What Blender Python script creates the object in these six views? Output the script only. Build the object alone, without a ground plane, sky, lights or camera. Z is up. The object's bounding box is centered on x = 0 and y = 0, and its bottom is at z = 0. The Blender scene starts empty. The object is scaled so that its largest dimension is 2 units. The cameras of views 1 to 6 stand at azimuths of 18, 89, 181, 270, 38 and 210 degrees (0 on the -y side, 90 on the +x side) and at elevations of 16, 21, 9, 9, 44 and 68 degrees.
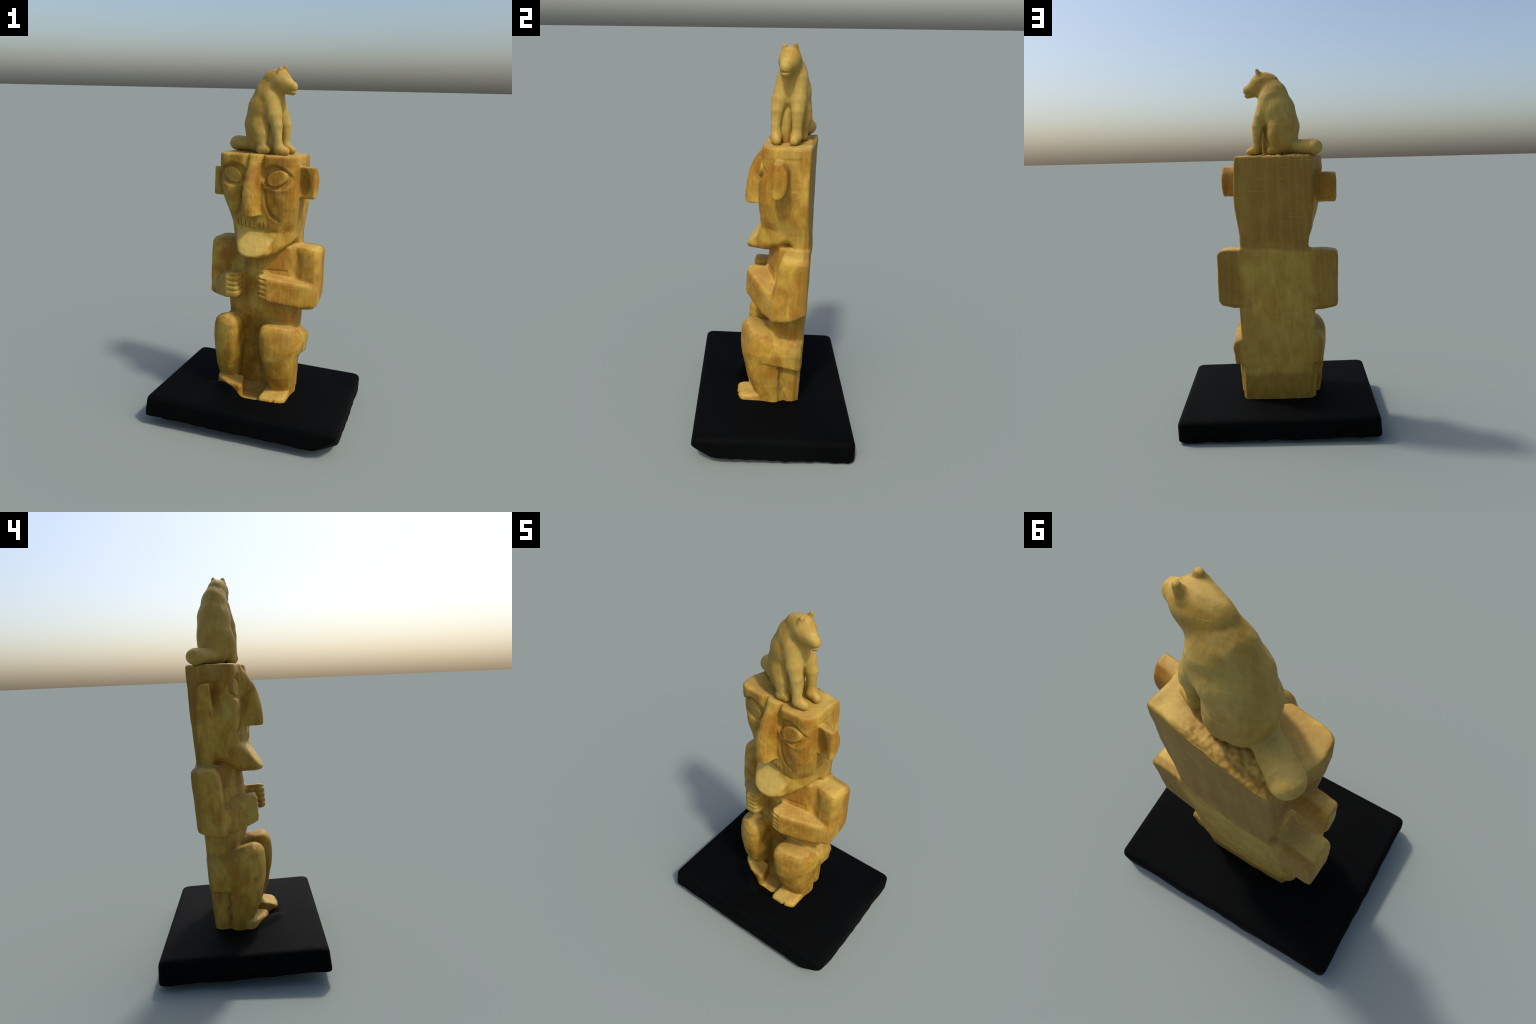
# A carved wooden totem: a squat human figure with a seated bear on its head,
# standing on a dark slab.  Every body is described as a signed distance field
# (rounded blocks, round cones, carved reliefs), meshed with surface nets and
# cut into named anatomical parts.
import bpy, math
import numpy as np
from mathutils import Vector, noise

f32 = np.float32
VOX_FIGURE = 0.0036
VOX_BEAR = 0.0030
VOX_BASE = 0.0060

# ------------------------------------------------------------------ SDF tools
def smin(a, b, k):
    h = np.maximum(k - np.abs(a - b), 0.0) / k
    return np.minimum(a, b) - h * h * (k * 0.25)

def smax(a, b, k):
    return -smin(-a, -b, k)

def interp(x, pts):
    xs, ys = zip(*pts)
    return np.interp(x, xs, ys).astype(f32)

def sstep(e0, e1, x):
    t = np.clip((x - e0) / (e1 - e0), 0.0, 1.0)
    return t * t * (3.0 - 2.0 * t)

def rbox(X, Y, Z, c, h, r):
    qx = np.abs(X - c[0]) - (h[0] - r)
    qy = np.abs(Y - c[1]) - (h[1] - r)
    qz = np.abs(Z - c[2]) - (h[2] - r)
    out = np.sqrt(np.maximum(qx, 0) ** 2 + np.maximum(qy, 0) ** 2 + np.maximum(qz, 0) ** 2)
    return out + np.minimum(np.maximum(qx, np.maximum(qy, qz)), 0) - r

def ellipsoid(X, Y, Z, c, r):
    a, b, d = (X - c[0]) / r[0], (Y - c[1]) / r[1], (Z - c[2]) / r[2]
    k0 = np.sqrt(a * a + b * b + d * d)
    k1 = np.sqrt((a / r[0]) ** 2 + (b / r[1]) ** 2 + (d / r[2]) ** 2) + 1e-6
    return k0 * (k0 - 1.0) / k1

def cone(X, Y, Z, a, b, r1, r2):
    """Round cone between two balls (linear radius along the axis)."""
    ax, ay, az = [b[i] - a[i] for i in range(3)]
    L = ax * ax + ay * ay + az * az
    t = np.clip(((X - a[0]) * ax + (Y - a[1]) * ay + (Z - a[2]) * az) / L, 0, 1)
    d = np.sqrt((X - a[0] - t * ax) ** 2 + (Y - a[1] - t * ay) ** 2 + (Z - a[2] - t * az) ** 2)
    return d - (r1 + (r2 - r1) * t)

def chain(X, Y, Z, pts, k=0.004):
    """Limb through (x, y, z, radius) stations."""
    d = None
    for p, q in zip(pts[:-1], pts[1:]):
        c = cone(X, Y, Z, p[:3], q[:3], p[3], q[3])
        d = c if d is None else smin(d, c, k)
    return d

def seg2(U, V, a, b):
    ax, ay = b[0] - a[0], b[1] - a[1]
    t = np.clip(((U - a[0]) * ax + (V - a[1]) * ay) / (ax * ax + ay * ay), 0, 1)
    return np.sqrt((U - a[0] - t * ax) ** 2 + (V - a[1] - t * ay) ** 2)

def poly2(U, V, pts):
    d = None
    for p, q in zip(pts[:-1], pts[1:]):
        s = seg2(U, V, p, q)
        d = s if d is None else np.minimum(d, s)
    return d

def groove(d, width, depth):
    return depth * np.exp(-(d / width) ** 2)

# --------------------------------------------------------------- surface nets
def surface_nets(D, origin, h):
    nx, ny, nz = D.shape
    S = D < 0
    cnt = np.zeros((nx - 1, ny - 1, nz - 1), np.int8)
    for i in (0, 1):
        for j in (0, 1):
            for k in (0, 1):
                cnt += S[i:nx - 1 + i, j:ny - 1 + j, k:nz - 1 + k]
    act = (cnt > 0) & (cnt < 8)
    ci, cj, ck = np.nonzero(act)
    idx = np.full(act.shape, -1, np.int64)
    idx[ci, cj, ck] = np.arange(len(ci))
    acc = np.zeros((len(ci), 3)); n = np.zeros(len(ci))
    corners = [(i, j, k) for i in (0, 1) for j in (0, 1) for k in (0, 1)]
    vals = {c: D[ci + c[0], cj + c[1], ck + c[2]].astype(np.float64) for c in corners}
    for a in corners:
        for ax in range(3):
            if a[ax]:
                continue
            b = list(a); b[ax] = 1; b = tuple(b)
            va, vb = vals[a], vals[b]
            m = (va < 0) != (vb < 0)
            t = np.where(m, va / np.where(m, va - vb, 1.0), 0.0)
            p = np.tile(np.array(a, float), (len(ci), 1)); p[:, ax] = t
            acc[m] += p[m]; n[m] += 1
    V = (np.stack([ci, cj, ck], 1) + acc / n[:, None]) * h + np.array(origin)
    quads = []
    for ax in range(3):
        o1, o2 = [(1, 2), (2, 0), (0, 1)][ax]
        sl0 = [slice(1, -1)] * 3; sl1 = [slice(1, -1)] * 3
        sl0[ax] = slice(0, D.shape[ax] - 1); sl1[ax] = slice(1, D.shape[ax])
        a, b = S[tuple(sl0)], S[tuple(sl1)]
        off = np.array([1, 1, 1]); off[ax] = 0
        for cond, flip in ((a & ~b, False), (~a & b, True)):
            e = np.stack(np.nonzero(cond), 1) + off
            if not len(e):
                continue
            d1 = np.zeros(3, int); d1[o1] = 1
            d2 = np.zeros(3, int); d2[o2] = 1
            q = [e - d1 - d2, e - d2, e, e - d1]
            q = np.stack([idx[tuple(p.T)] for p in q], 1)
            q = q[(q >= 0).all(1)]
            quads.append(q[:, ::-1] if flip else q)
    return V, np.concatenate(quads)

def grid(lo, hi, h):
    ax = [np.arange(lo[i], hi[i] + h, h, dtype=f32) for i in range(3)]
    return ax

def mesh_field(fn, lo, hi, h, slab=40):
    ax = grid(lo, hi, h)
    D = np.empty([len(a) for a in ax], f32)
    for k in range(0, len(ax[2]), slab):
        X, Y, Z = np.meshgrid(ax[0], ax[1], ax[2][k:k + slab], indexing='ij')
        D[:, :, k:k + slab] = fn(X, Y, Z)
    return surface_nets(D, lo, h)

def smooth_mesh(V, Q, it, lam=0.5):
    """A few Taubin passes to take the voxel steps out."""
    e = np.concatenate([Q[:, [0, 1]], Q[:, [1, 2]], Q[:, [2, 3]], Q[:, [3, 0]]])
    n = len(V)
    deg = np.bincount(e[:, 0], minlength=n) + np.bincount(e[:, 1], minlength=n)
    for i in range(it):
        for l in (lam, -lam * 1.04):
            A = np.empty_like(V)
            for c in range(3):
                A[:, c] = np.bincount(e[:, 0], V[e[:, 1], c], n) + np.bincount(e[:, 1], V[e[:, 0], c], n)
            V = V + l * (A / deg[:, None] - V)
    return V

def vert_normals(V, Q):
    fn = np.cross(V[Q[:, 2]] - V[Q[:, 0]], V[Q[:, 3]] - V[Q[:, 1]])
    N = np.zeros_like(V)
    for i in range(4):
        for c in range(3):
            N[:, c] += np.bincount(Q[:, i], fn[:, c], len(V))
    return N / (np.linalg.norm(N, axis=1)[:, None] + 1e-12)

def relief(V, N, terms):
    """Displace along normals with sums of (scale vector, amplitude, seed)."""
    d = np.zeros(len(V))
    for sc, amp, seed in terms:
        P = V * np.array(sc) + seed
        d += amp * np.array([noise.noise(Vector(p)) for p in P])
    return V + N * d[:, None]

# ------------------------------------------------------------- the human block
# Local frame: X = figure's left (+), F = forward from the flat back, Z = up.
# The whole block leans back slightly and is twisted about its height.
TWIST = [(.13, 1.5), (.35, 2.5), (.7, 4.0), (1.0, 5.5), (1.27, 8.5), (1.53, 10.0)]

def to_world(P):
    X, F, Z = P[:, 0], P[:, 1], P[:, 2]
    t = np.radians(np.interp(Z, *zip(*TWIST)))
    y0 = .149 + .04 * (Z - .13)
    c, s = np.cos(t), np.sin(t)
    return np.stack([X * c - F * s, y0 - X * s - F * c, Z], 1)

def back_face(X, Z):
    """The flat-hewn back is the log's own gentle bulge."""
    h = interp(Z, [(.10, .004), (.30, .012), (.55, .021), (.85, .026), (1.10, .023), (1.30, .015), (1.54, .006)])
    return -h * np.maximum(1 - ((X - .015) / .24) ** 2, -.1)

TEETH_X = [-.112, -.088, -.061, -.032, -.005, .030, .055, .083]

def face_height(X, Z):
    x = np.abs(X + .004)
    base = .245 - .25 * x * x - X * interp(Z, [(1.10, -.09), (1.25, -.07), (1.36, -.03), (1.42, .01), (1.48, .07), (1.54, .08)])
    # upper lip swelling and the mouth line under it
    base = base + .010 * np.exp(-((Z - 1.160) / .026) ** 2) * np.exp(-(X / .10) ** 4) - .010 * np.exp(-((Z - 1.150) / .055) ** 2)
    # the viewer's right half of the face stands a little prouder round the eye
    base = base + .012 * sstep(.03, .09, X) * sstep(1.33, 1.38, Z)
    base = base - .012 * np.exp(-((Z - 1.122) / .012) ** 2) * np.exp(-(X / .13) ** 6)
    # eye sockets under arched brows
    top = 1.492 - 5.5 * (x - .125) ** 2
    bot = 1.352 + 4.5 * (x - .135) ** 2 - .05 * (x - .135)
    sock = sstep(-.004, .022, top - Z) * sstep(-.005, .032, Z - bot) * sstep(.030, .060, x)
    base = base - np.where(X > 0, .020, .026) * sock
    # notches beside the root of the nose
    base = base - .020 * np.exp(-((x - .046) / .013) ** 2) * sstep(1.440, 1.510, Z)
    # flat almond eyes
    ez = Z - 1.418 - .20 * (x - .14)
    e = (x - .138) ** 2 / .060 ** 2 + np.abs(ez / .041) ** 1.7
    base = base + .020 * sstep(1.22, .84, e) * sstep(.015, .05, x)
    # cheek with a crease running from the nose to the mouth corner
    cheek = poly2(x, Z, [(.066, 1.345), (.076, 1.275), (.100, 1.220), (.145, 1.190)])
    base = base - groove(cheek, .009, .014)
    inner = sstep(.02, -.02, x - interp(Z, [(1.19, .145), (1.22, .10), (1.275, .076), (1.345, .066)]))
    band = sstep(1.17, 1.22, Z) * sstep(1.37, 1.33, Z)
    base = base + .002 * inner * band
    base = base + .008 * np.exp(-((x - .15) / .055) ** 2 - ((Z - 1.318) / .045) ** 2)
    # slits between the teeth
    for tx in TEETH_X:
        base = base - .0022 * np.exp(-((X - tx) / .0036) ** 2) * np.exp(-((Z - 1.157) / .021) ** 6)
    return base

def sd_head(X, F, Z):
    # the face is hewn wider on one side: separate half widths left and right
    wl = interp(Z, [(.97, .196), (1.10, .200), (1.17, .212), (1.26, .226), (1.36, .229), (1.54, .218)]) + .012 * sstep(.06, .16, F)
    wr = interp(Z, [(.97, .172), (1.09, .180), (1.14, .196), (1.22, .206), (1.34, .208), (1.54, .204)])
    wr = wr + sstep(0, .18, F) * interp(Z, [(1.08, 0), (1.20, .016), (1.28, .030), (1.46, .040), (1.54, .030)])
    # the sides are pared back round the ears, leaving a ledge above
    pare = sstep(1.492, 1.478, Z) * sstep(1.325, 1.335, Z) * sstep(.03, .06, F)
    wl = wl - .004 * pare
    wr = wr - .007 * sstep(1.455, 1.440, Z) * sstep(1.20, 1.30, Z) * sstep(.03, .06, F)
    side = np.where(X > 0, X - wl, -X - wr)
    cl = interp(Z, [(.97, .222), (1.12, .240), (1.18, .266), (1.26, .290), (1.38, .302), (1.54, .302)])
    cr = interp(Z, [(.97, .205), (1.07, .226), (1.15, .236), (1.22, .262), (1.29, .296), (1.40, .312), (1.54, .314)])
    cham = .867 * np.abs(X) + .5 * F - np.where(X > 0, cl, cr)
    front = (F - face_height(X, Z)) * .85
    top = Z - 1.536
    d = smax(side, cham, .035)
    d = smax(d, front, .028)
    d = smax(d, back_face(X, Z) - F, .010)
    d = smax(d, top, .016)
    jaw = .976 + (.26 * np.maximum(.20 - F, 0) + .44 * np.maximum(np.abs(X) - .06, 0)) * sstep(.02, .10, F) - Z
    return smax(d, jaw, .03)

def sd_nose(X, F, Z):
    fr = interp(Z, [(1.20, .338), (1.25, .341), (1.33, .337), (1.38, .327), (1.438, .303), (1.49, .270), (1.535, .238)])
    hw = interp(Z, [(1.20, .040), (1.33, .036), (1.45, .031), (1.54, .029)])
    d = smax(np.abs(X + .005) - hw - .10 * np.maximum(.30 - F, 0), (F - fr) * .92, .040)
    d = smax(d, 1.212 + .03 * (F - .3) - Z, .008)
    return smax(smax(d, Z - 1.535, .01), .18 - F, .01)

def sd_chin(X, F, Z):
    # protruding U-shaped lower lip, sloping top, flat underside
    slope = (F - .226 - (1.122 - Z) * .79) * .78
    u = ((np.abs(X) / .126) ** 2.6 + (np.maximum(F - .13, 0) / .193) ** 2.6 + 1e-9) ** (1 / 2.6)
    d = smax((u - 1) * .13, slope, .022)
    under = .970 + np.where(X > 0, .40, .30) * np.maximum(np.abs(X) - .03, 0) + .16 * np.maximum(F - .27, 0) - Z
    d = smax(d, under, .022)
    return smax(d, .12 - F, .02)

def sd_ear(X, F, Z, side):
    if side > 0:
        c, h = (.238, .128, 1.396), (.082, .038, .090)
    else:
        c, h = (-.244, .098, 1.359), (.084, .037, .086)
    x = X - (.16 * (F - .09) if side < 0 else 0)
    d = rbox(x, F, Z, c, h, .012)
    # D-shaped rear outline
    back = np.sqrt(((F - c[1] - .03) / (h[1] + .03)) ** 2 + ((Z - c[2]) / (h[2] * 1.04)) ** 2) - 1.0
    d = smax(d, back * .05, .014)
    # hollow front
    hol = ellipsoid(x, F, Z, (c[0] + side * .012, c[1] + h[1] + .007, c[2]), (.040, .026, .075))
    return smax(d, -hol, .012)

def sd_torso(X, F, Z):
    w = interp(Z, [(.08, .193), (.36, .196), (.50, .206), (.66, .212), (.75, .215), (.95, .215), (1.03, .190)])
    fr = interp(Z, [(.08, .285), (.108, .278), (.118, .170), (.145, .112), (.27, .098), (.40, .112), (.50, .142), (.56, .168), (.60, .186), (.66, .204), (.85, .208), (.90, .204), (.97, .194), (1.03, .185)])
    fr = fr - np.maximum(np.abs(X) - .035, 0) * np.where(X > 0, interp(Z, [(.50, .05), (.66, .20), (.78, .36), (1.0, .38)]), interp(Z, [(.50, .05), (.60, .28), (.78, .48), (1.0, .48)]))
    d = smax(np.abs(X) - w, (F - fr) * .85, .045)
    d = smax(d, back_face(X, Z) - F, .008)
    # shallow scored line across the chest
    d = d + groove(np.abs(Z - .893 + .06 * X) + np.maximum(np.abs(X) - .16, 0) * 2, .007, .004) * (F > .1)
    return smax(smax(d, Z - 1.025, .02), .085 - Z, .01)

def sd_arm(X, F, Z, side):
    x = X * side
    out = .330 if side > 0 else .340
    # upper arm slab
    if side > 0:
        fr = interp(Z, [(.66, .170), (.82, .157), (.93, .138), (1.01, .126)])
    else:
        fr = interp(Z, [(.66, .125), (.80, .130), (.93, .126), (1.01, .114)])
    fr = fr - .25 * np.maximum(.25 - x, 0)
    if side > 0:
        zb = .668 + .20 * np.maximum(x - .25, 0) + 1.2 * np.maximum(.09 - F, 0) ** 1.5
    else:
        zb = .660 + .22 * np.maximum(x - .25, 0) + 1.0 * np.maximum(.09 - F, 0) ** 1.5
    d = smax(x - out, (F - fr) * .95, .028)
    d = smax(d, Z - 1.024 + .10 * np.maximum(x - .27, 0), .035)
    d = smax(d, zb - Z, .022)
    d = smax(d, -.014 - F, .012)
    d = smax(d, .12 - x, .02)
    return d

def sd_forearm(X, F, Z, side):
    x = X * side
    out = .330 if side > 0 else .340
    if side > 0:
        fr = interp(x, [(.03, .296), (.06, .308), (.10, .306), (.20, .252), (.34, .158)])
        tp = interp(x, [(.04, .884), (.30, .838), (.34, .815)]) - .25 * np.maximum(.25 - F, 0) * 0
        bt = interp(x, [(.04, .752), (.10, .736), (.26, .690), (.34, .70)])
        end = .032
    else:
        fr = interp(x, [(.08, .272), (.10, .282), (.165, .284), (.20, .250), (.28, .165), (.34, .080)])
        tp = interp(x, [(.08, .872), (.17, .862), (.30, .800), (.34, .79)])
        bt = interp(x, [(.09, .724), (.17, .716), (.26, .688), (.34, .70)])
        end = .092
    d = smax((F - fr) * .85, x - out, .03)
    d = smax(d, Z - tp - .10 * (F - .27), .026)
    d = smax(d, bt - Z, .026)
    d = smax(d, .10 - F, .02)
    return smax(d, end - x, .022)

def sd_hand(X, F, Z, side):
    d = sd_forearm(X, F, Z, side)
    x = X * side
    lim, tilt, z0 = (.108, .16, .752) if side > 0 else (.168, .02, .735)
    d = smax(d, x - lim, .01)
    g = 0
    for i in range(4):
        zc = z0 + .031 + i * .0285
        zl = Z - zc + tilt * (x - (.04 if side > 0 else .09))
        m = sstep(lim - .004, lim - .034, x) * sstep(.19, .23, F)
        g = g + groove(zl, .0052, .0062) * m
    return d + g

def sd_leg(X, F, Z, side):
    x = X * side
    if side > 0:
        # shin and knee: a tapering rounded post
        fr = interp(Z, [(.14, .236), (.18, .246), (.28, .290), (.40, .316), (.47, .326), (.54, .324), (.60, .31)])
        xi = interp(Z, [(.14, .096), (.20, .088), (.30, .070), (.42, .054), (.52, .046), (.60, .05)])
        xo = interp(Z, [(.14, .222), (.25, .234), (.36, .240), (.45, .256), (.60, .250)])
        tp = .598 - .30 * np.maximum(.28 - F, 0) + .0 * x - .16 * np.maximum(x - .17, 0)
        corner = interp(Z, [(.14, .300), (.28, .338), (.45, .362), (.60, .350)])
        thigh_out = interp(Z, [(.34, .238), (.45, .254), (.53, .246), (.60, .215)])
        zb = .352 + .26 * F
    else:
        fr = interp(Z, [(.14, .194), (.19, .204), (.28, .254), (.41, .290), (.50, .300), (.56, .298), (.60, .28)])
        xi = interp(Z, [(.14, .130), (.22, .126), (.35, .110), (.52, .094), (.60, .098)])
        xo = interp(Z, [(.14, .238), (.25, .250), (.36, .260), (.50, .270), (.60, .258)])
        tp = .610 - .30 * np.maximum(.25 - F, 0) - .16 * np.maximum(x - .18, 0)
        corner = interp(Z, [(.14, .300), (.28, .340), (.45, .358), (.60, .344)])
        thigh_out = interp(Z, [(.34, .250), (.45, .268), (.53, .266), (.60, .235)])
        zb = .362 + .02 * F
    shin = smax((F - fr) * .93, xi - x, .055)
    shin = smax(shin, x - xo, .045)
    shin = smax(shin, .62 * x + .785 * F - corner, .05)
    shin = smax(shin, Z - tp, .045)
    lower = interp(Z, [(.12, .205), (.36, .212)]) if side > 0 else interp(Z, [(.12, .212), (.36, .222)])
    rear = smax(smax(x - lower, .02 - F, .02), Z - .40, .02)      # solid calf running into the rear block
    shin = smax(shin, .13 - Z, .01)
    shin = smax(shin, (.105 if side > 0 else .095) - F, .03)
    shin = smin(shin, smax(smax(rear, F - .16, .02), .13 - x, .02), .012)
    shin = shin + groove(F - interp(Z, [(.10, .078), (.25, .086), (.36, .110)]) - .006 * np.sin(Z * 70), .010, .009) * (x > .17) * (Z < .37)
    shin = smax(shin, .11 - Z, .01)
    thigh = smax(x - thigh_out + (-.006 if side > 0 else .14 * np.maximum(.10 - F, 0)), Z - tp, .050)
    thigh = smax(thigh, zb - Z, .014)
    thigh = smax(thigh, F - .22, .03)
    thigh = smax(thigh, -.004 - F, .014)
    thigh = smax(thigh, xi + .03 - x, .03)
    return smin(shin, thigh, .012)

def sd_foot(X, F, Z, side):
    x = X * side
    if side > 0:
        tp = .186 - .16 * (F - .23)
        u = smax(F - .336 + .9 * np.maximum(x - .14, 0) ** 1.4, x - .214, .02)
        u = smax(u, .058 + .12 * (.33 - F) - x, .03)
    else:
        tp = .205 - .12 * (F - .20)
        u = smax(F - interp(x, [(.04, .283), (.08, .285), (.155, .270), (.24, .214)]), x - .240, .02)
        u = smax(u, .048 + .25 * (.30 - F) - x, .03)
    d = smax(u, Z - tp, .018)
    d = smax(d, (.14 if side > 0 else .17) - F, .02)
    d = smax(d, .09 - Z, .01)
    if side > 0:   # nick between the toes
        d = d + groove(np.hypot(x - .150, (F - .335) * .5), .006, .012) * (F > .27)
    return d

FIG_PARTS = {
    'torso': sd_torso, 'head': sd_head, 'nose': sd_nose, 'jaw': sd_chin,
    'ear': lambda X, F, Z: sd_ear(X, F, Z, 1), 'ear.001': lambda X, F, Z: sd_ear(X, F, Z, -1),
    'arm': lambda X, F, Z: np.minimum(sd_arm(X, F, Z, 1), sd_forearm(X, F, Z, 1)),
    'arm.001': lambda X, F, Z: np.minimum(sd_arm(X, F, Z, -1), sd_forearm(X, F, Z, -1)),
    'hand': lambda X, F, Z: sd_hand(X, F, Z, 1), 'hand.001': lambda X, F, Z: sd_hand(X, F, Z, -1),
    'leg': lambda X, F, Z: sd_leg(X, F, Z, 1), 'leg.001': lambda X, F, Z: sd_leg(X, F, Z, -1),
    'foot': lambda X, F, Z: sd_foot(X, F, Z, 1), 'foot.001': lambda X, F, Z: sd_foot(X, F, Z, -1),
}

def fig_field(X, F, Z):
    zlo, zhi = float(Z.min()), float(Z.max())
    d = np.full(X.shape, .3, f32)
    def add(fn, z0, z1, k):
        nonlocal d
        if zhi < z0 or zlo > z1:
            return
        d = smin(d, fn(X, F, Z).astype(f32), k)
    add(sd_torso, .05, 1.08, .004)
    add(sd_head, .93, 1.60, .022)
    add(sd_nose, 1.15, 1.60, .010)
    add(sd_chin, .92, 1.20, .012)
    for s in (1, -1):
        add(lambda a, b, c: sd_ear(a, b, c, s), 1.22, 1.55, .008)
        if zhi > .6 and zlo < 1.07:
            fa = smin(sd_arm(X, F, Z, s), sd_forearm(X, F, Z, s), .020)
            # finger grooves are taken out of the forearm's end
            lim = .108 if s > 0 else .168
            h = sd_hand(X, F, Z, s)
            fa = np.where(X * s < lim - .004, np.maximum(fa, h), fa)
            d = smin(d, fa, .014)
        add(lambda a, b, c: sd_leg(a, b, c, s), .05, .68, .020)
        add(lambda a, b, c: sd_foot(a, b, c, s), .05, .30, .006)
    return d

# ----------------------------------------------------------------- the bear
# modelled straight in world space, facing +x

def bear_torso(X, Y, Z):
    # trunk is deeper than it is wide, and pared flatter on the near side of the neck
    Ys = .090 + (Y - .090) * np.where(Y < .090, interp(Z, [(1.68, 1.08), (1.80, 1.17), (1.93, 1.40)]), 1.08)
    d = chain(X, Ys, Z, [(.016, .067, 1.920, .054), (-.004, .080, 1.850, .080), (-.027, .090, 1.775, .094),
                        (-.048, .096, 1.690, .094), (-.046, .098, 1.620, .090)], .012)
    d = smin(d, cone(X, Ys, Z, (.034, .070, 1.924), (-.010, .080, 1.870), .046, .062), .02)
    chest = ellipsoid(X, Y, Z, (.022, .070, 1.785), (.052, .050, .080))
    d = smin(d, chest, .03)
    # hollow behind the far foreleg, filled-in strip between the forelegs
    d = smax(d, -ellipsoid(X, Y, Z, (.046, .155, 1.620), (.027, .075, .090)), .01)
    d = smax(d, -ellipsoid(X, Y, Z, (.034, -.004, 1.620), (.018, .036, .080)), .01)
    d = smin(d, ellipsoid(X, Y, Z, (.030, .058, 1.620), (.040, .034, .110)), .012)
    return smax(d, 1.530 - Z, .01)

def bear_head(X, Y, Z):
    d = ellipsoid(X, Y, Z, (.062, .066, 1.922), (.054, .050, .055))
    d = smin(d, cone(X, Y, Z, (.075, .060, 1.914), (.134, .044, 1.890), .045, .027), .02)
    d = smin(d, cone(X, Y, Z, (.080, .060, 1.892), (.134, .045, 1.868), .040, .021), .012)
    # mouth slit
    m = np.hypot((Z - 1.8705 - .10 * (.150 - X)), 0 * X)
    d = d + groove(m, .0035, .006) * sstep(.105, .125, X)
    return d

def bear_ear(X, Y, Z):
    a = cone(X, Y, Z, (.060, .042, 1.962), (.064, .041, 1.979), .018, .012)
    b = cone(X, Y, Z, (.068, .091, 1.962), (.080, .091, 1.989), .017, .009)
    return np.minimum(a, b)

def bear_forelimb(X, Y, Z, far):
    if far:
        p = [(.024, .104, 1.825, .048), (.062, .109, 1.740, .040), (.084, .108, 1.690, .031), (.088, .107, 1.625, .024), (.090, .104, 1.575, .026)]
        paw = cone(X, Y, Z, (.098, .100, 1.566), (.130, .090, 1.556), .027, .021)
    else:
        p = [(.012, .056, 1.825, .048), (.044, .024, 1.740, .040), (.064, .010, 1.690, .030), (.071, .006, 1.625, .023), (.076, .006, 1.575, .026)]
        paw = cone(X, Y, Z, (.084, .007, 1.566), (.118, .008, 1.556), .026, .021)
    return smax(smin(chain(X, Y, Z, p, .005), paw, .014), 1.530 - Z, .006)

def bear_hindlimb(X, Y, Z, far):
    if far:
        th = ellipsoid(X, Y, Z, (-.024, .142, 1.665), (.056, .044, .078))
        sh = cone(X, Y, Z, (-.010, .146, 1.640), (-.012, .140, 1.570), .036, .028)
        ft = cone(X, Y, Z, (-.022, .140, 1.562), (.014, .142, 1.560), .026, .023)
    else:
        th = ellipsoid(X, Y, Z, (-.040, .034, 1.665), (.058, .042, .078))
        sh = cone(X, Y, Z, (-.022, .024, 1.640), (-.018, .018, 1.570), .036, .028)
        ft = cone(X, Y, Z, (-.026, .014, 1.562), (.012, .010, 1.560), .026, .021)
    return smax(smin(smin(th, sh, .02), ft, .012), 1.530 - Z, .006)

def bear_tail(X, Y, Z):
    d = cone(X, Y, (Z - 1.578) * 1.12 + 1.578, (-.105, .106, 1.580), (-.216, .182, 1.574), .042, .048)
    return smax(d, 1.533 - Z, .010)

BEAR_PARTS = {
    'bear_torso': bear_torso, 'bear_head': bear_head, 'bear_ear': bear_ear,
    'bear_forelimb': lambda X, Y, Z: bear_forelimb(X, Y, Z, False),
    'bear_forelimb.001': lambda X, Y, Z: bear_forelimb(X, Y, Z, True),
    'bear_hindlimb': lambda X, Y, Z: bear_hindlimb(X, Y, Z, False),
    'bear_hindlimb.001': lambda X, Y, Z: bear_hindlimb(X, Y, Z, True),
    'bear_tail': bear_tail,
}

def bear_field(X, Y, Z):
    d = bear_torso(X, Y, Z)
    d = smin(d, bear_head(X, Y, Z), .030)
    d = smin(d, bear_ear(X, Y, Z), .008)
    for far in (False, True):
        d = smin(d, bear_forelimb(X, Y, Z, far), .018)
        d = smin(d, bear_hindlimb(X, Y, Z, far), .010)
    return smin(d, bear_tail(X, Y, Z), .014)

# ----------------------------------------------------------------- the slab
def base_top(X, Y):
    return .1545 - .0147 * X - .047 * (Y - .009)

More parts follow.
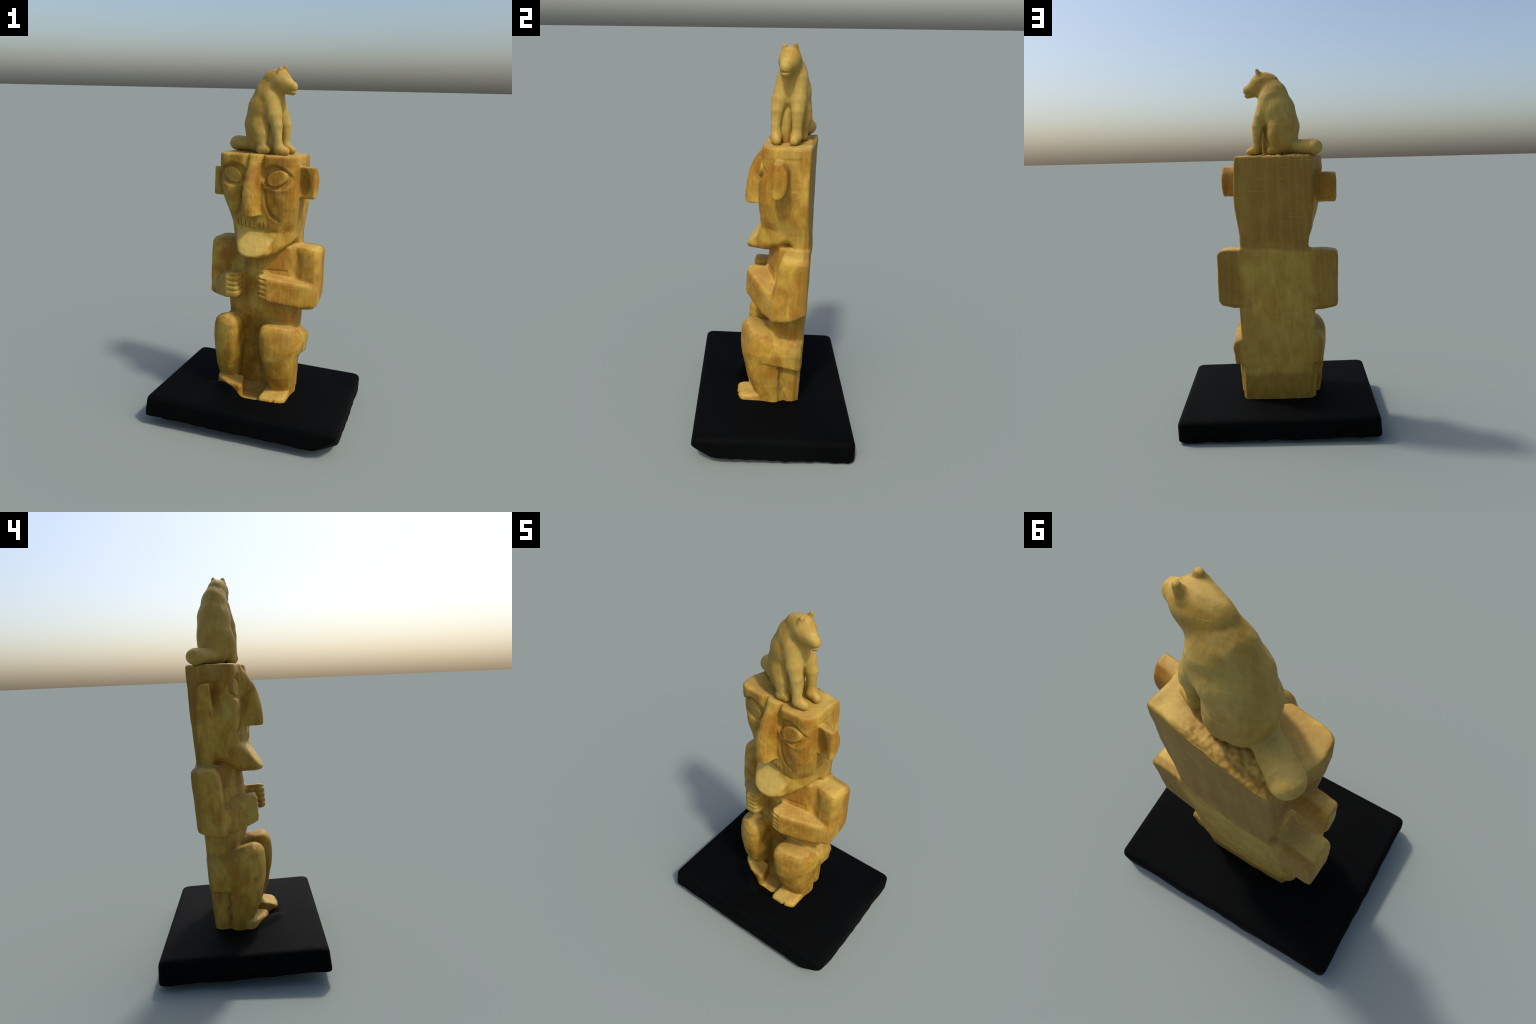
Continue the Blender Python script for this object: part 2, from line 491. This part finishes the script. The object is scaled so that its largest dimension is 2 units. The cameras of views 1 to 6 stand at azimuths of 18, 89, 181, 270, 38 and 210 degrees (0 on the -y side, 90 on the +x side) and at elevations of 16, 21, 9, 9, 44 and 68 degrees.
def sd_base(X, Y, Z):
    dip = .006 * np.exp(-(np.abs(X) / .30) ** 4 - (np.abs(Y + .03) / .26) ** 4) \
        + .060 * np.exp(-(np.abs(X + .026) / .098) ** 4 - (np.abs(Y + .055) / .105) ** 4)
    zb = Z - base_top(X, Y)
    zr = zb + dip                       # height relative to the tilted top
    flare = np.clip(-zr, 0, .12)
    xp, xm = .553 - .02 * flare, .550 + .05 * flare
    yb, yf = .417, .405 + .09 * flare
    wob = .0022 * np.sin(X * 17 + 1) * np.sin(Y * 13 + 2) + .0012 * np.sin(X * 41 + 3 * np.sin(X * 9)) + .0012 * np.sin(Y * 47 + 3 * np.sin(Y * 7))
    dx = np.maximum(X - xp, -X - xm); dy = np.maximum(Y - yb, -Y - yf)
    d = smax(dx, dy, .035) + wob * sstep(-.03, -.09, zr)
    d = smax(d, zr, .034)
    rag = .0035 * np.sin(X * 23 + Y * 17) * np.sin(X * 11 - Y * 7 + 2) + .002 * np.sin(X * 61 - Y * 97 + 2) * np.sin(X * 13 + 4)
    d = smax(d, -(zb + .119 + rag), .006)
    # torn lower corner
    cut = ((X - .50) * .62 + (-Y - .36) * .62 - (zr + .07) * .9 - .035)
    d = smax(d, cut * .8, .006)
    # dark hump lapping over one foot, and a dip round the feet
    u, v = .83 * (X + .150) - .56 * (Y + .128), .56 * (X + .150) + .83 * (Y + .128)
    hump = ellipsoid(u, v, Z, (0, -.014, .140), (.118, .042, .054))
    return smin(d, hump, .03)

# ----------------------------------------------------------------- materials
def nd(nt, t, loc=None, **kw):
    n = nt.nodes.new(t)
    for k, v in kw.items():
        setattr(n, k, v)
    return n

def ramp(nt, stops):
    r = nd(nt, 'ShaderNodeValToRGB')
    while len(r.color_ramp.elements) < len(stops):
        r.color_ramp.elements.new(.5)
    for e, (p, c) in zip(r.color_ramp.elements, stops):
        e.position = p; e.color = c if len(c) == 4 else (*c, 1)
    return r

math_pi = math.pi

def wood_material(name, bear=False, lip=False):
    m = bpy.data.materials.new(name); m.use_nodes = True
    nt = m.node_tree; L = nt.links.new
    bsdf = nt.nodes['Principled BSDF']
    tc = nd(nt, 'ShaderNodeTexCoord')
    def mapped(scale, loc=(0, 0, 0)):
        mp = nd(nt, 'ShaderNodeMapping'); mp.inputs['Scale'].default_value = scale
        mp.inputs['Location'].default_value = loc
        L(tc.outputs['Object'], mp.inputs['Vector']); return mp.outputs['Vector']
    def noise_tex(vec, scale, detail=4, rough=.55, dist=0):
        n = nd(nt, 'ShaderNodeTexNoise'); n.inputs['Scale'].default_value = scale
        n.inputs['Detail'].default_value = detail; n.inputs['Roughness'].default_value = rough
        n.inputs['Distortion'].default_value = dist
        L(vec, n.inputs['Vector']); return n.outputs['Fac']
    def mix(a, b, fac, blend='MIX'):
        x = nd(nt, 'ShaderNodeMix', data_type='RGBA', blend_type=blend)
        for s, v in ((0, fac), (6, a), (7, b)):
            if isinstance(v, (int, float)):
                x.inputs[s].default_value = v
            elif isinstance(v, tuple):
                x.inputs[s].default_value = (*v, 1)
            else:
                L(v, x.inputs[s])
        return x.outputs[2]
    # broad patches: pale scraped wood against amber stained wood
    patch = ramp(nt, [(.40, (0, 0, 0)), (.60, (1, 1, 1))]); L(noise_tex(mapped((1, 1, .7)), 7.5, 5, .6, .4), patch.inputs[0])
    lo, hi = ((.34, .200, .028), (.48, .335, .080)) if bear else ((.29, .128, .008), (.48, .300, .040))
    col = mix(lo, hi, patch.outputs[0])
    mid = ramp(nt, [(.44, (0, 0, 0)), (.68, (.75, .75, .75))]); L(noise_tex(mapped((1, 1, .5), (4, 8, 1)), 19, 5, .6, .6), mid.inputs[0])
    col = mix(col, (.34, .195, .030) if bear else (.27, .118, .008), mid.outputs[0])
    # olive-grey rubbed areas
    ol = ramp(nt, [(.50, (0, 0, 0)), (.72, (.75, .75, .75))]); L(noise_tex(mapped((1, 1, .8), (3, 1, 5)), 6.0, 4, .6), ol.inputs[0])
    col = mix(col, (.37, .265, .050), ol.outputs[0])
    # paler colour on faces that turn upward
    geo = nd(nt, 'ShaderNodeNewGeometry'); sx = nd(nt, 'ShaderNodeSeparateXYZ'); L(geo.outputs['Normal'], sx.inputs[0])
    up_pale = ramp(nt, [(.70, (0, 0, 0)), (.90, (.28, .28, .28) if bear else (.30, .30, .30))]); L(sx.outputs['Z'], up_pale.inputs[0])
    col = mix(col, (.60, .445, .135), up_pale.outputs[0])
    # darker brown over the back: head, arm backs and foot of the block,
    # with a ragged edge round an olive panel
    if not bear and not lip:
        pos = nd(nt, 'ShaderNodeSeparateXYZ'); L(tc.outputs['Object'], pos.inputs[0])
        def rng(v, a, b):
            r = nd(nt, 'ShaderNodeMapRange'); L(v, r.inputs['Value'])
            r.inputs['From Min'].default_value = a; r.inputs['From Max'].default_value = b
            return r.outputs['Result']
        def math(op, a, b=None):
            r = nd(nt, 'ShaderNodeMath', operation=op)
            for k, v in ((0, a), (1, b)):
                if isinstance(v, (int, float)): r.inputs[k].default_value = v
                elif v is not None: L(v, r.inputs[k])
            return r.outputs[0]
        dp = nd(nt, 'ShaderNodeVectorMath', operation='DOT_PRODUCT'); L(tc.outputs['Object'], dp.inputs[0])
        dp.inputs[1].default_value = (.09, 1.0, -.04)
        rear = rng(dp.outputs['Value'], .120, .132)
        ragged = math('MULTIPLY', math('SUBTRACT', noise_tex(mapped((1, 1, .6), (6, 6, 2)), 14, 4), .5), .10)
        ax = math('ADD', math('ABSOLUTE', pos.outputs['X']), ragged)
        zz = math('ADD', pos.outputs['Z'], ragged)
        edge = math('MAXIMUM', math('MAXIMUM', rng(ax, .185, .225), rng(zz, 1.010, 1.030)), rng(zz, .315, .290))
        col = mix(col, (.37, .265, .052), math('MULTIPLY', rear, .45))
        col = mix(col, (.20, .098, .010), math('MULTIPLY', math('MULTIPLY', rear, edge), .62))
    # upright grain streaks
    st = ramp(nt, [(.38, (0, 0, 0)), (.66, (1, 1, 1))]); L(noise_tex(mapped((1, 1, .06)), 95, 4, .6), st.inputs[0])
    stf = nd(nt, 'ShaderNodeMath', operation='MULTIPLY'); L(st.outputs[0], stf.inputs[0]); stf.inputs[1].default_value = .20
    col = mix(col, (.30, .140, .014), stf.outputs[0])
    # growth rings about an upright pith
    wv = nd(nt, 'ShaderNodeTexWave', wave_type='RINGS', rings_direction='Z')
    wv.inputs['Scale'].default_value = 15; wv.inputs['Distortion'].default_value = 2.2
    wv.inputs['Detail'].default_value = 2; wv.inputs['Detail Scale'].default_value = 1.2
    L(mapped((1, 1, .10), (-.05, .10, 0)), wv.inputs['Vector'])
    wr = ramp(nt, [(.72, (0, 0, 0)), (.97, (.065, .065, .065))]); L(wv.outputs['Fac'], wr.inputs[0])
    col = mix(col, (.62, .44, .10), wr.outputs[0])
    # fine scratches and specks
    sp = ramp(nt, [(.62, (0, 0, 0)), (.74, (.4, .4, .4))]); L(noise_tex(mapped((1, 1.6, .8), (1, 7, 2)), 60, 6, .7, 1.5), sp.inputs[0])
    col = mix(col, (.62, .43, .10), sp.outputs[0])
    # thin slanting tool scratches
    sm = nd(nt, 'ShaderNodeMapping'); sm.inputs['Rotation'].default_value = (0, math_pi * .32, 0); sm.inputs['Scale'].default_value = (1.6, 6, 42)
    L(tc.outputs['Object'], sm.inputs['Vector'])
    sc = ramp(nt, [(.66, (0, 0, 0)), (.72, (.38, .38, .38))]); L(noise_tex(sm.outputs['Vector'], 3.2, 3, .5, .3), sc.inputs[0])
    col = mix(col, (.58, .40, .095), sc.outputs[0])
    dk = ramp(nt, [(.70, (0, 0, 0)), (.78, (.5, .5, .5))]); L(noise_tex(mapped((1, 1, .5), (9, 2, 4)), 34, 5, .65), dk.inputs[0])
    col = mix(col, (.22, .10, .022), dk.outputs[0])
    if lip:
        # freshly scraped sloping face of the lower lip: everything near that plane
        dp = nd(nt, 'ShaderNodeVectorMath', operation='DOT_PRODUCT'); L(tc.outputs['Object'], dp.inputs[0])
        dp.inputs[1].default_value = (-.113, -.9936, .79)
        wob = nd(nt, 'ShaderNodeMath', operation='MULTIPLY_ADD'); L(noise_tex(mapped((1, 1, 1)), 26, 3), wob.inputs[0])
        wob.inputs[1].default_value = .016; L(dp.outputs['Value'], wob.inputs[2])
        mr = nd(nt, 'ShaderNodeMapRange'); L(wob.outputs[0], mr.inputs['Value'])
        mr.inputs['From Min'].default_value = .9276 - .008; mr.inputs['From Max'].default_value = .9276 + .003
        pc = mix((.46, .300, .055), (.58, .405, .100), noise_tex(mapped((.35, 1, 1)), 42, 4))
        kn = ramp(nt, [(.66, (0, 0, 0)), (.72, (.6, .6, .6))]); L(noise_tex(mapped((1, 1, 1), (2, 3, 8)), 30, 3), kn.inputs[0])
        pc = mix(pc, (.42, .24, .035), kn.outputs[0])
        col = mix(col, pc, mr.outputs['Result'])
    L(col, bsdf.inputs['Base Color'])
    bsdf.inputs['Roughness'].default_value = .62
    bsdf.inputs['Specular IOR Level'].default_value = .25
    b = nd(nt, 'ShaderNodeBump'); b.inputs['Strength'].default_value = .25; b.inputs['Distance'].default_value = .004
    L(noise_tex(mapped((1, 1, .12)), 110, 5, .6), b.inputs['Height'])
    L(b.outputs[0], bsdf.inputs['Normal'])
    return m

def black_material(name):
    m = bpy.data.materials.new(name); m.use_nodes = True
    nt = m.node_tree; L = nt.links.new
    bsdf = nt.nodes['Principled BSDF']
    tc = nd(nt, 'ShaderNodeTexCoord')
    n = nd(nt, 'ShaderNodeTexNoise'); n.inputs['Scale'].default_value = 3.0; n.inputs['Detail'].default_value = 5
    L(tc.outputs['Object'], n.inputs['Vector'])
    r = ramp(nt, [(.35, (.0008, .0010, .0010)), (.7, (.0018, .0021, .0021))]); L(n.outputs['Fac'], r.inputs[0])
    L(r.outputs[0], bsdf.inputs['Base Color'])
    bsdf.inputs['Roughness'].default_value = .75
    bsdf.inputs['Specular IOR Level'].default_value = .05
    return m

def plain_material(name, c, rough=.7):
    m = bpy.data.materials.new(name); m.use_nodes = True
    nt = m.node_tree; bsdf = nt.nodes['Principled BSDF']
    tc = nd(nt, 'ShaderNodeTexCoord'); n = nd(nt, 'ShaderNodeTexNoise'); n.inputs['Scale'].default_value = 120
    nt.links.new(tc.outputs['Object'], n.inputs['Vector'])
    r = ramp(nt, [(.3, tuple(v * .7 for v in c)), (.7, tuple(v * 1.3 for v in c))])
    nt.links.new(n.outputs['Fac'], r.inputs[0]); nt.links.new(r.outputs[0], bsdf.inputs['Base Color'])
    bsdf.inputs['Roughness'].default_value = rough
    return m

# ----------------------------------------------------------------- assembly
def make_object(name, V, Q, N, mat, parent):
    used = np.unique(Q)
    lut = np.full(len(V), -1); lut[used] = np.arange(len(used))
    q = lut[Q]
    me = bpy.data.meshes.new(name.split('.')[0])
    me.vertices.add(len(used)); me.vertices.foreach_set('co', V[used].astype(f32).ravel())
    me.loops.add(q.size); me.loops.foreach_set('vertex_index', q.ravel().astype(np.int32))
    me.polygons.add(len(q)); me.polygons.foreach_set('loop_start', np.arange(0, q.size, 4, dtype=np.int32))
    me.update(calc_edges=True); me.validate()
    me.polygons.foreach_set('use_smooth', np.ones(len(me.polygons), bool))
    if len(me.vertices) == len(used):
        me.normals_split_custom_set_from_vertices([tuple(v) for v in N[used]])
    me.materials.append(mat)
    ob = bpy.data.objects.new(name, me)
    bpy.context.collection.objects.link(ob)
    ob.parent = parent
    return ob

def split_parts(V, Q, N, label_of, names, mat, parent_of):
    out = {}
    for i, nm in enumerate(names):
        sel = label_of == i
        if sel.any():
            out[nm] = make_object(nm, V, Q[sel], N, mat, None)
    for nm, ob in out.items():
        p = parent_of(nm)
        ob.parent = out.get(p, ROOT) if p else ROOT
    return out

def argmin_labels(parts, C, bias):
    best, lab = None, None
    X, Y, Z = [C[:, i].astype(f32) for i in range(3)]
    for i, (nm, fn) in enumerate(parts.items()):
        d = fn(X, Y, Z) + bias.get(nm.split('.')[0], 0)
        if best is None:
            best, lab = d, np.zeros(len(C), int)
        else:
            m = d < best
            best = np.where(m, d, best); lab[m] = i
    return lab

ROOT = bpy.data.objects.new('totem_carving', None)
bpy.context.collection.objects.link(ROOT)
ROOT['label'] = 'carved pale wood totem figure with seated bear on black slab'
ROOT['category'] = 'wood carving'

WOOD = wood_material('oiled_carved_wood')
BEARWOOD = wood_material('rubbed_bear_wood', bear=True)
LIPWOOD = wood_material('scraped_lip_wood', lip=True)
BLACK = black_material('black_slab')
RED = plain_material('reddish_tooth_slit', (.20, .045, .018))

# figure
V, Q = mesh_field(fig_field, (-.375, -.03, .075), (.365, .375, 1.555), VOX_FIGURE)
V = smooth_mesh(V, Q, 2)
lab_src = V[Q].mean(1)
FIGV = V
W = to_world(V)[:, [0, 1, 2]]
Qw = Q[:, ::-1]                      # forward axis flips handedness
N = vert_normals(W, Qw)
W = relief(W, N, [((20, 20, 13), .0024, 3.1), ((55, 55, 30), .0009, 8.7)])
rough = sstep(1.526, 1.532, FIGV[:, 2]) * sstep(.10, .05, FIGV[:, 1]) * sstep(.14, .05, FIGV[:, 0])
idx = np.nonzero(rough > .01)[0]
W[idx, 2] += rough[idx] * np.array([.006 * noise.noise(Vector(W[k] * 75)) + .005 * noise.noise(Vector(W[k] * 33)) - .002 for k in idx])
N = vert_normals(W, Qw)
names = list(FIG_PARTS)
lab = argmin_labels(FIG_PARTS, lab_src, {'hand': -.003, 'nose': -.002, 'jaw': -.002, 'foot': -.001})
# the eyes: raised almonds in the head's front
x = np.abs(lab_src[:, 0] + .004); ez = lab_src[:, 2] - 1.418 - .20 * (x - .14)
eye = ((x - .138) ** 2 / .060 ** 2 + np.abs(ez / .041) ** 1.7 < 1.1) & (lab == names.index('head')) & (lab_src[:, 1] > .17)
names += ['eye', 'eye.001', 'lower_lip']
lab[eye & (lab_src[:, 0] > 0)] = names.index('eye')
lab[eye & (lab_src[:, 0] < 0)] = names.index('eye.001')
lip = (lab == names.index('jaw')) & (lab_src[:, 1] > .226 + (1.122 - lab_src[:, 2]) * .79 - .010) & (lab_src[:, 2] < 1.12)
lab[lip] = names.index('lower_lip')
PARENT = {'lower_lip': 'head', 'nose': 'head', 'jaw': 'head', 'ear': 'head', 'ear.001': 'head', 'eye': 'head', 'eye.001': 'head',
          'hand': 'arm', 'hand.001': 'arm.001', 'foot': 'leg', 'foot.001': 'leg.001'}
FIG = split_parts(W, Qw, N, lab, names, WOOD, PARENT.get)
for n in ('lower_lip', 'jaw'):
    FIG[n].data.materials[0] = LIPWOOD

# reddish slits between the teeth
for i, tx in enumerate(TEETH_X):
    zc, hz = 1.157 - .004 * (i % 2), .018
    hx = .0021
    loc = []
    for dz, sx in ((-hz, .35), (-.5 * hz, .9), (0, 1), (.5 * hz, .9), (hz, .35)):
        near = (np.abs(FIGV[:, 0] - tx) < .004) & (np.abs(FIGV[:, 2] - zc - dz) < .004) & (FIGV[:, 1] > .15)
        F0 = np.median(FIGV[near, 1]) if near.any() else .24
        for dx in (-1, 1):
            for f in (F0 - .012, F0 + .0010):
                loc.append((tx + dx * hx * sx, f, zc + dz))
    P = to_world(np.array(loc))
    faces = []
    for r in range(4):
        a = r * 4; b = a + 4
        faces += [(a + 1, b + 1, b + 3, a + 3), (a, a + 1, b + 1, b)[::-1], (a + 2, a + 3, b + 3, b + 2), (a, b, b + 2, a + 2)[::-1]]
    faces += [(0, 1, 3, 2), (16, 18, 19, 17)]
    me = bpy.data.meshes.new('tooth_slit'); me.from_pydata([tuple(p) for p in P], [], faces); me.update()
    me.materials.append(RED)
    ob = bpy.data.objects.new('tooth_slit' if i == 0 else 'tooth_slit.%03d' % i, me)
    bpy.context.collection.objects.link(ob); ob.parent = FIG['head']

# bear
V, Q = mesh_field(bear_field, (-.275, -.03, 1.518), (.18, .25, 2.01), VOX_BEAR)
V = smooth_mesh(V, Q, 2)
N = vert_normals(V, Q)
V = relief(V, N, [((26, 26, 20), .0016, 5.3), ((70, 70, 50), .0006, 1.7)])
N = vert_normals(V, Q)
lab = argmin_labels(BEAR_PARTS, V[Q].mean(1), {})
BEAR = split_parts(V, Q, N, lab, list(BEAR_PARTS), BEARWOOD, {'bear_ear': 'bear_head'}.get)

# slab
V, Q = mesh_field(sd_base, (-.58, -.45, -.02), (.58, .44, .24), VOX_BASE)
V = smooth_mesh(V, Q, 2)
N = vert_normals(V, Q)
make_object('base', V, Q, N, BLACK, ROOT)
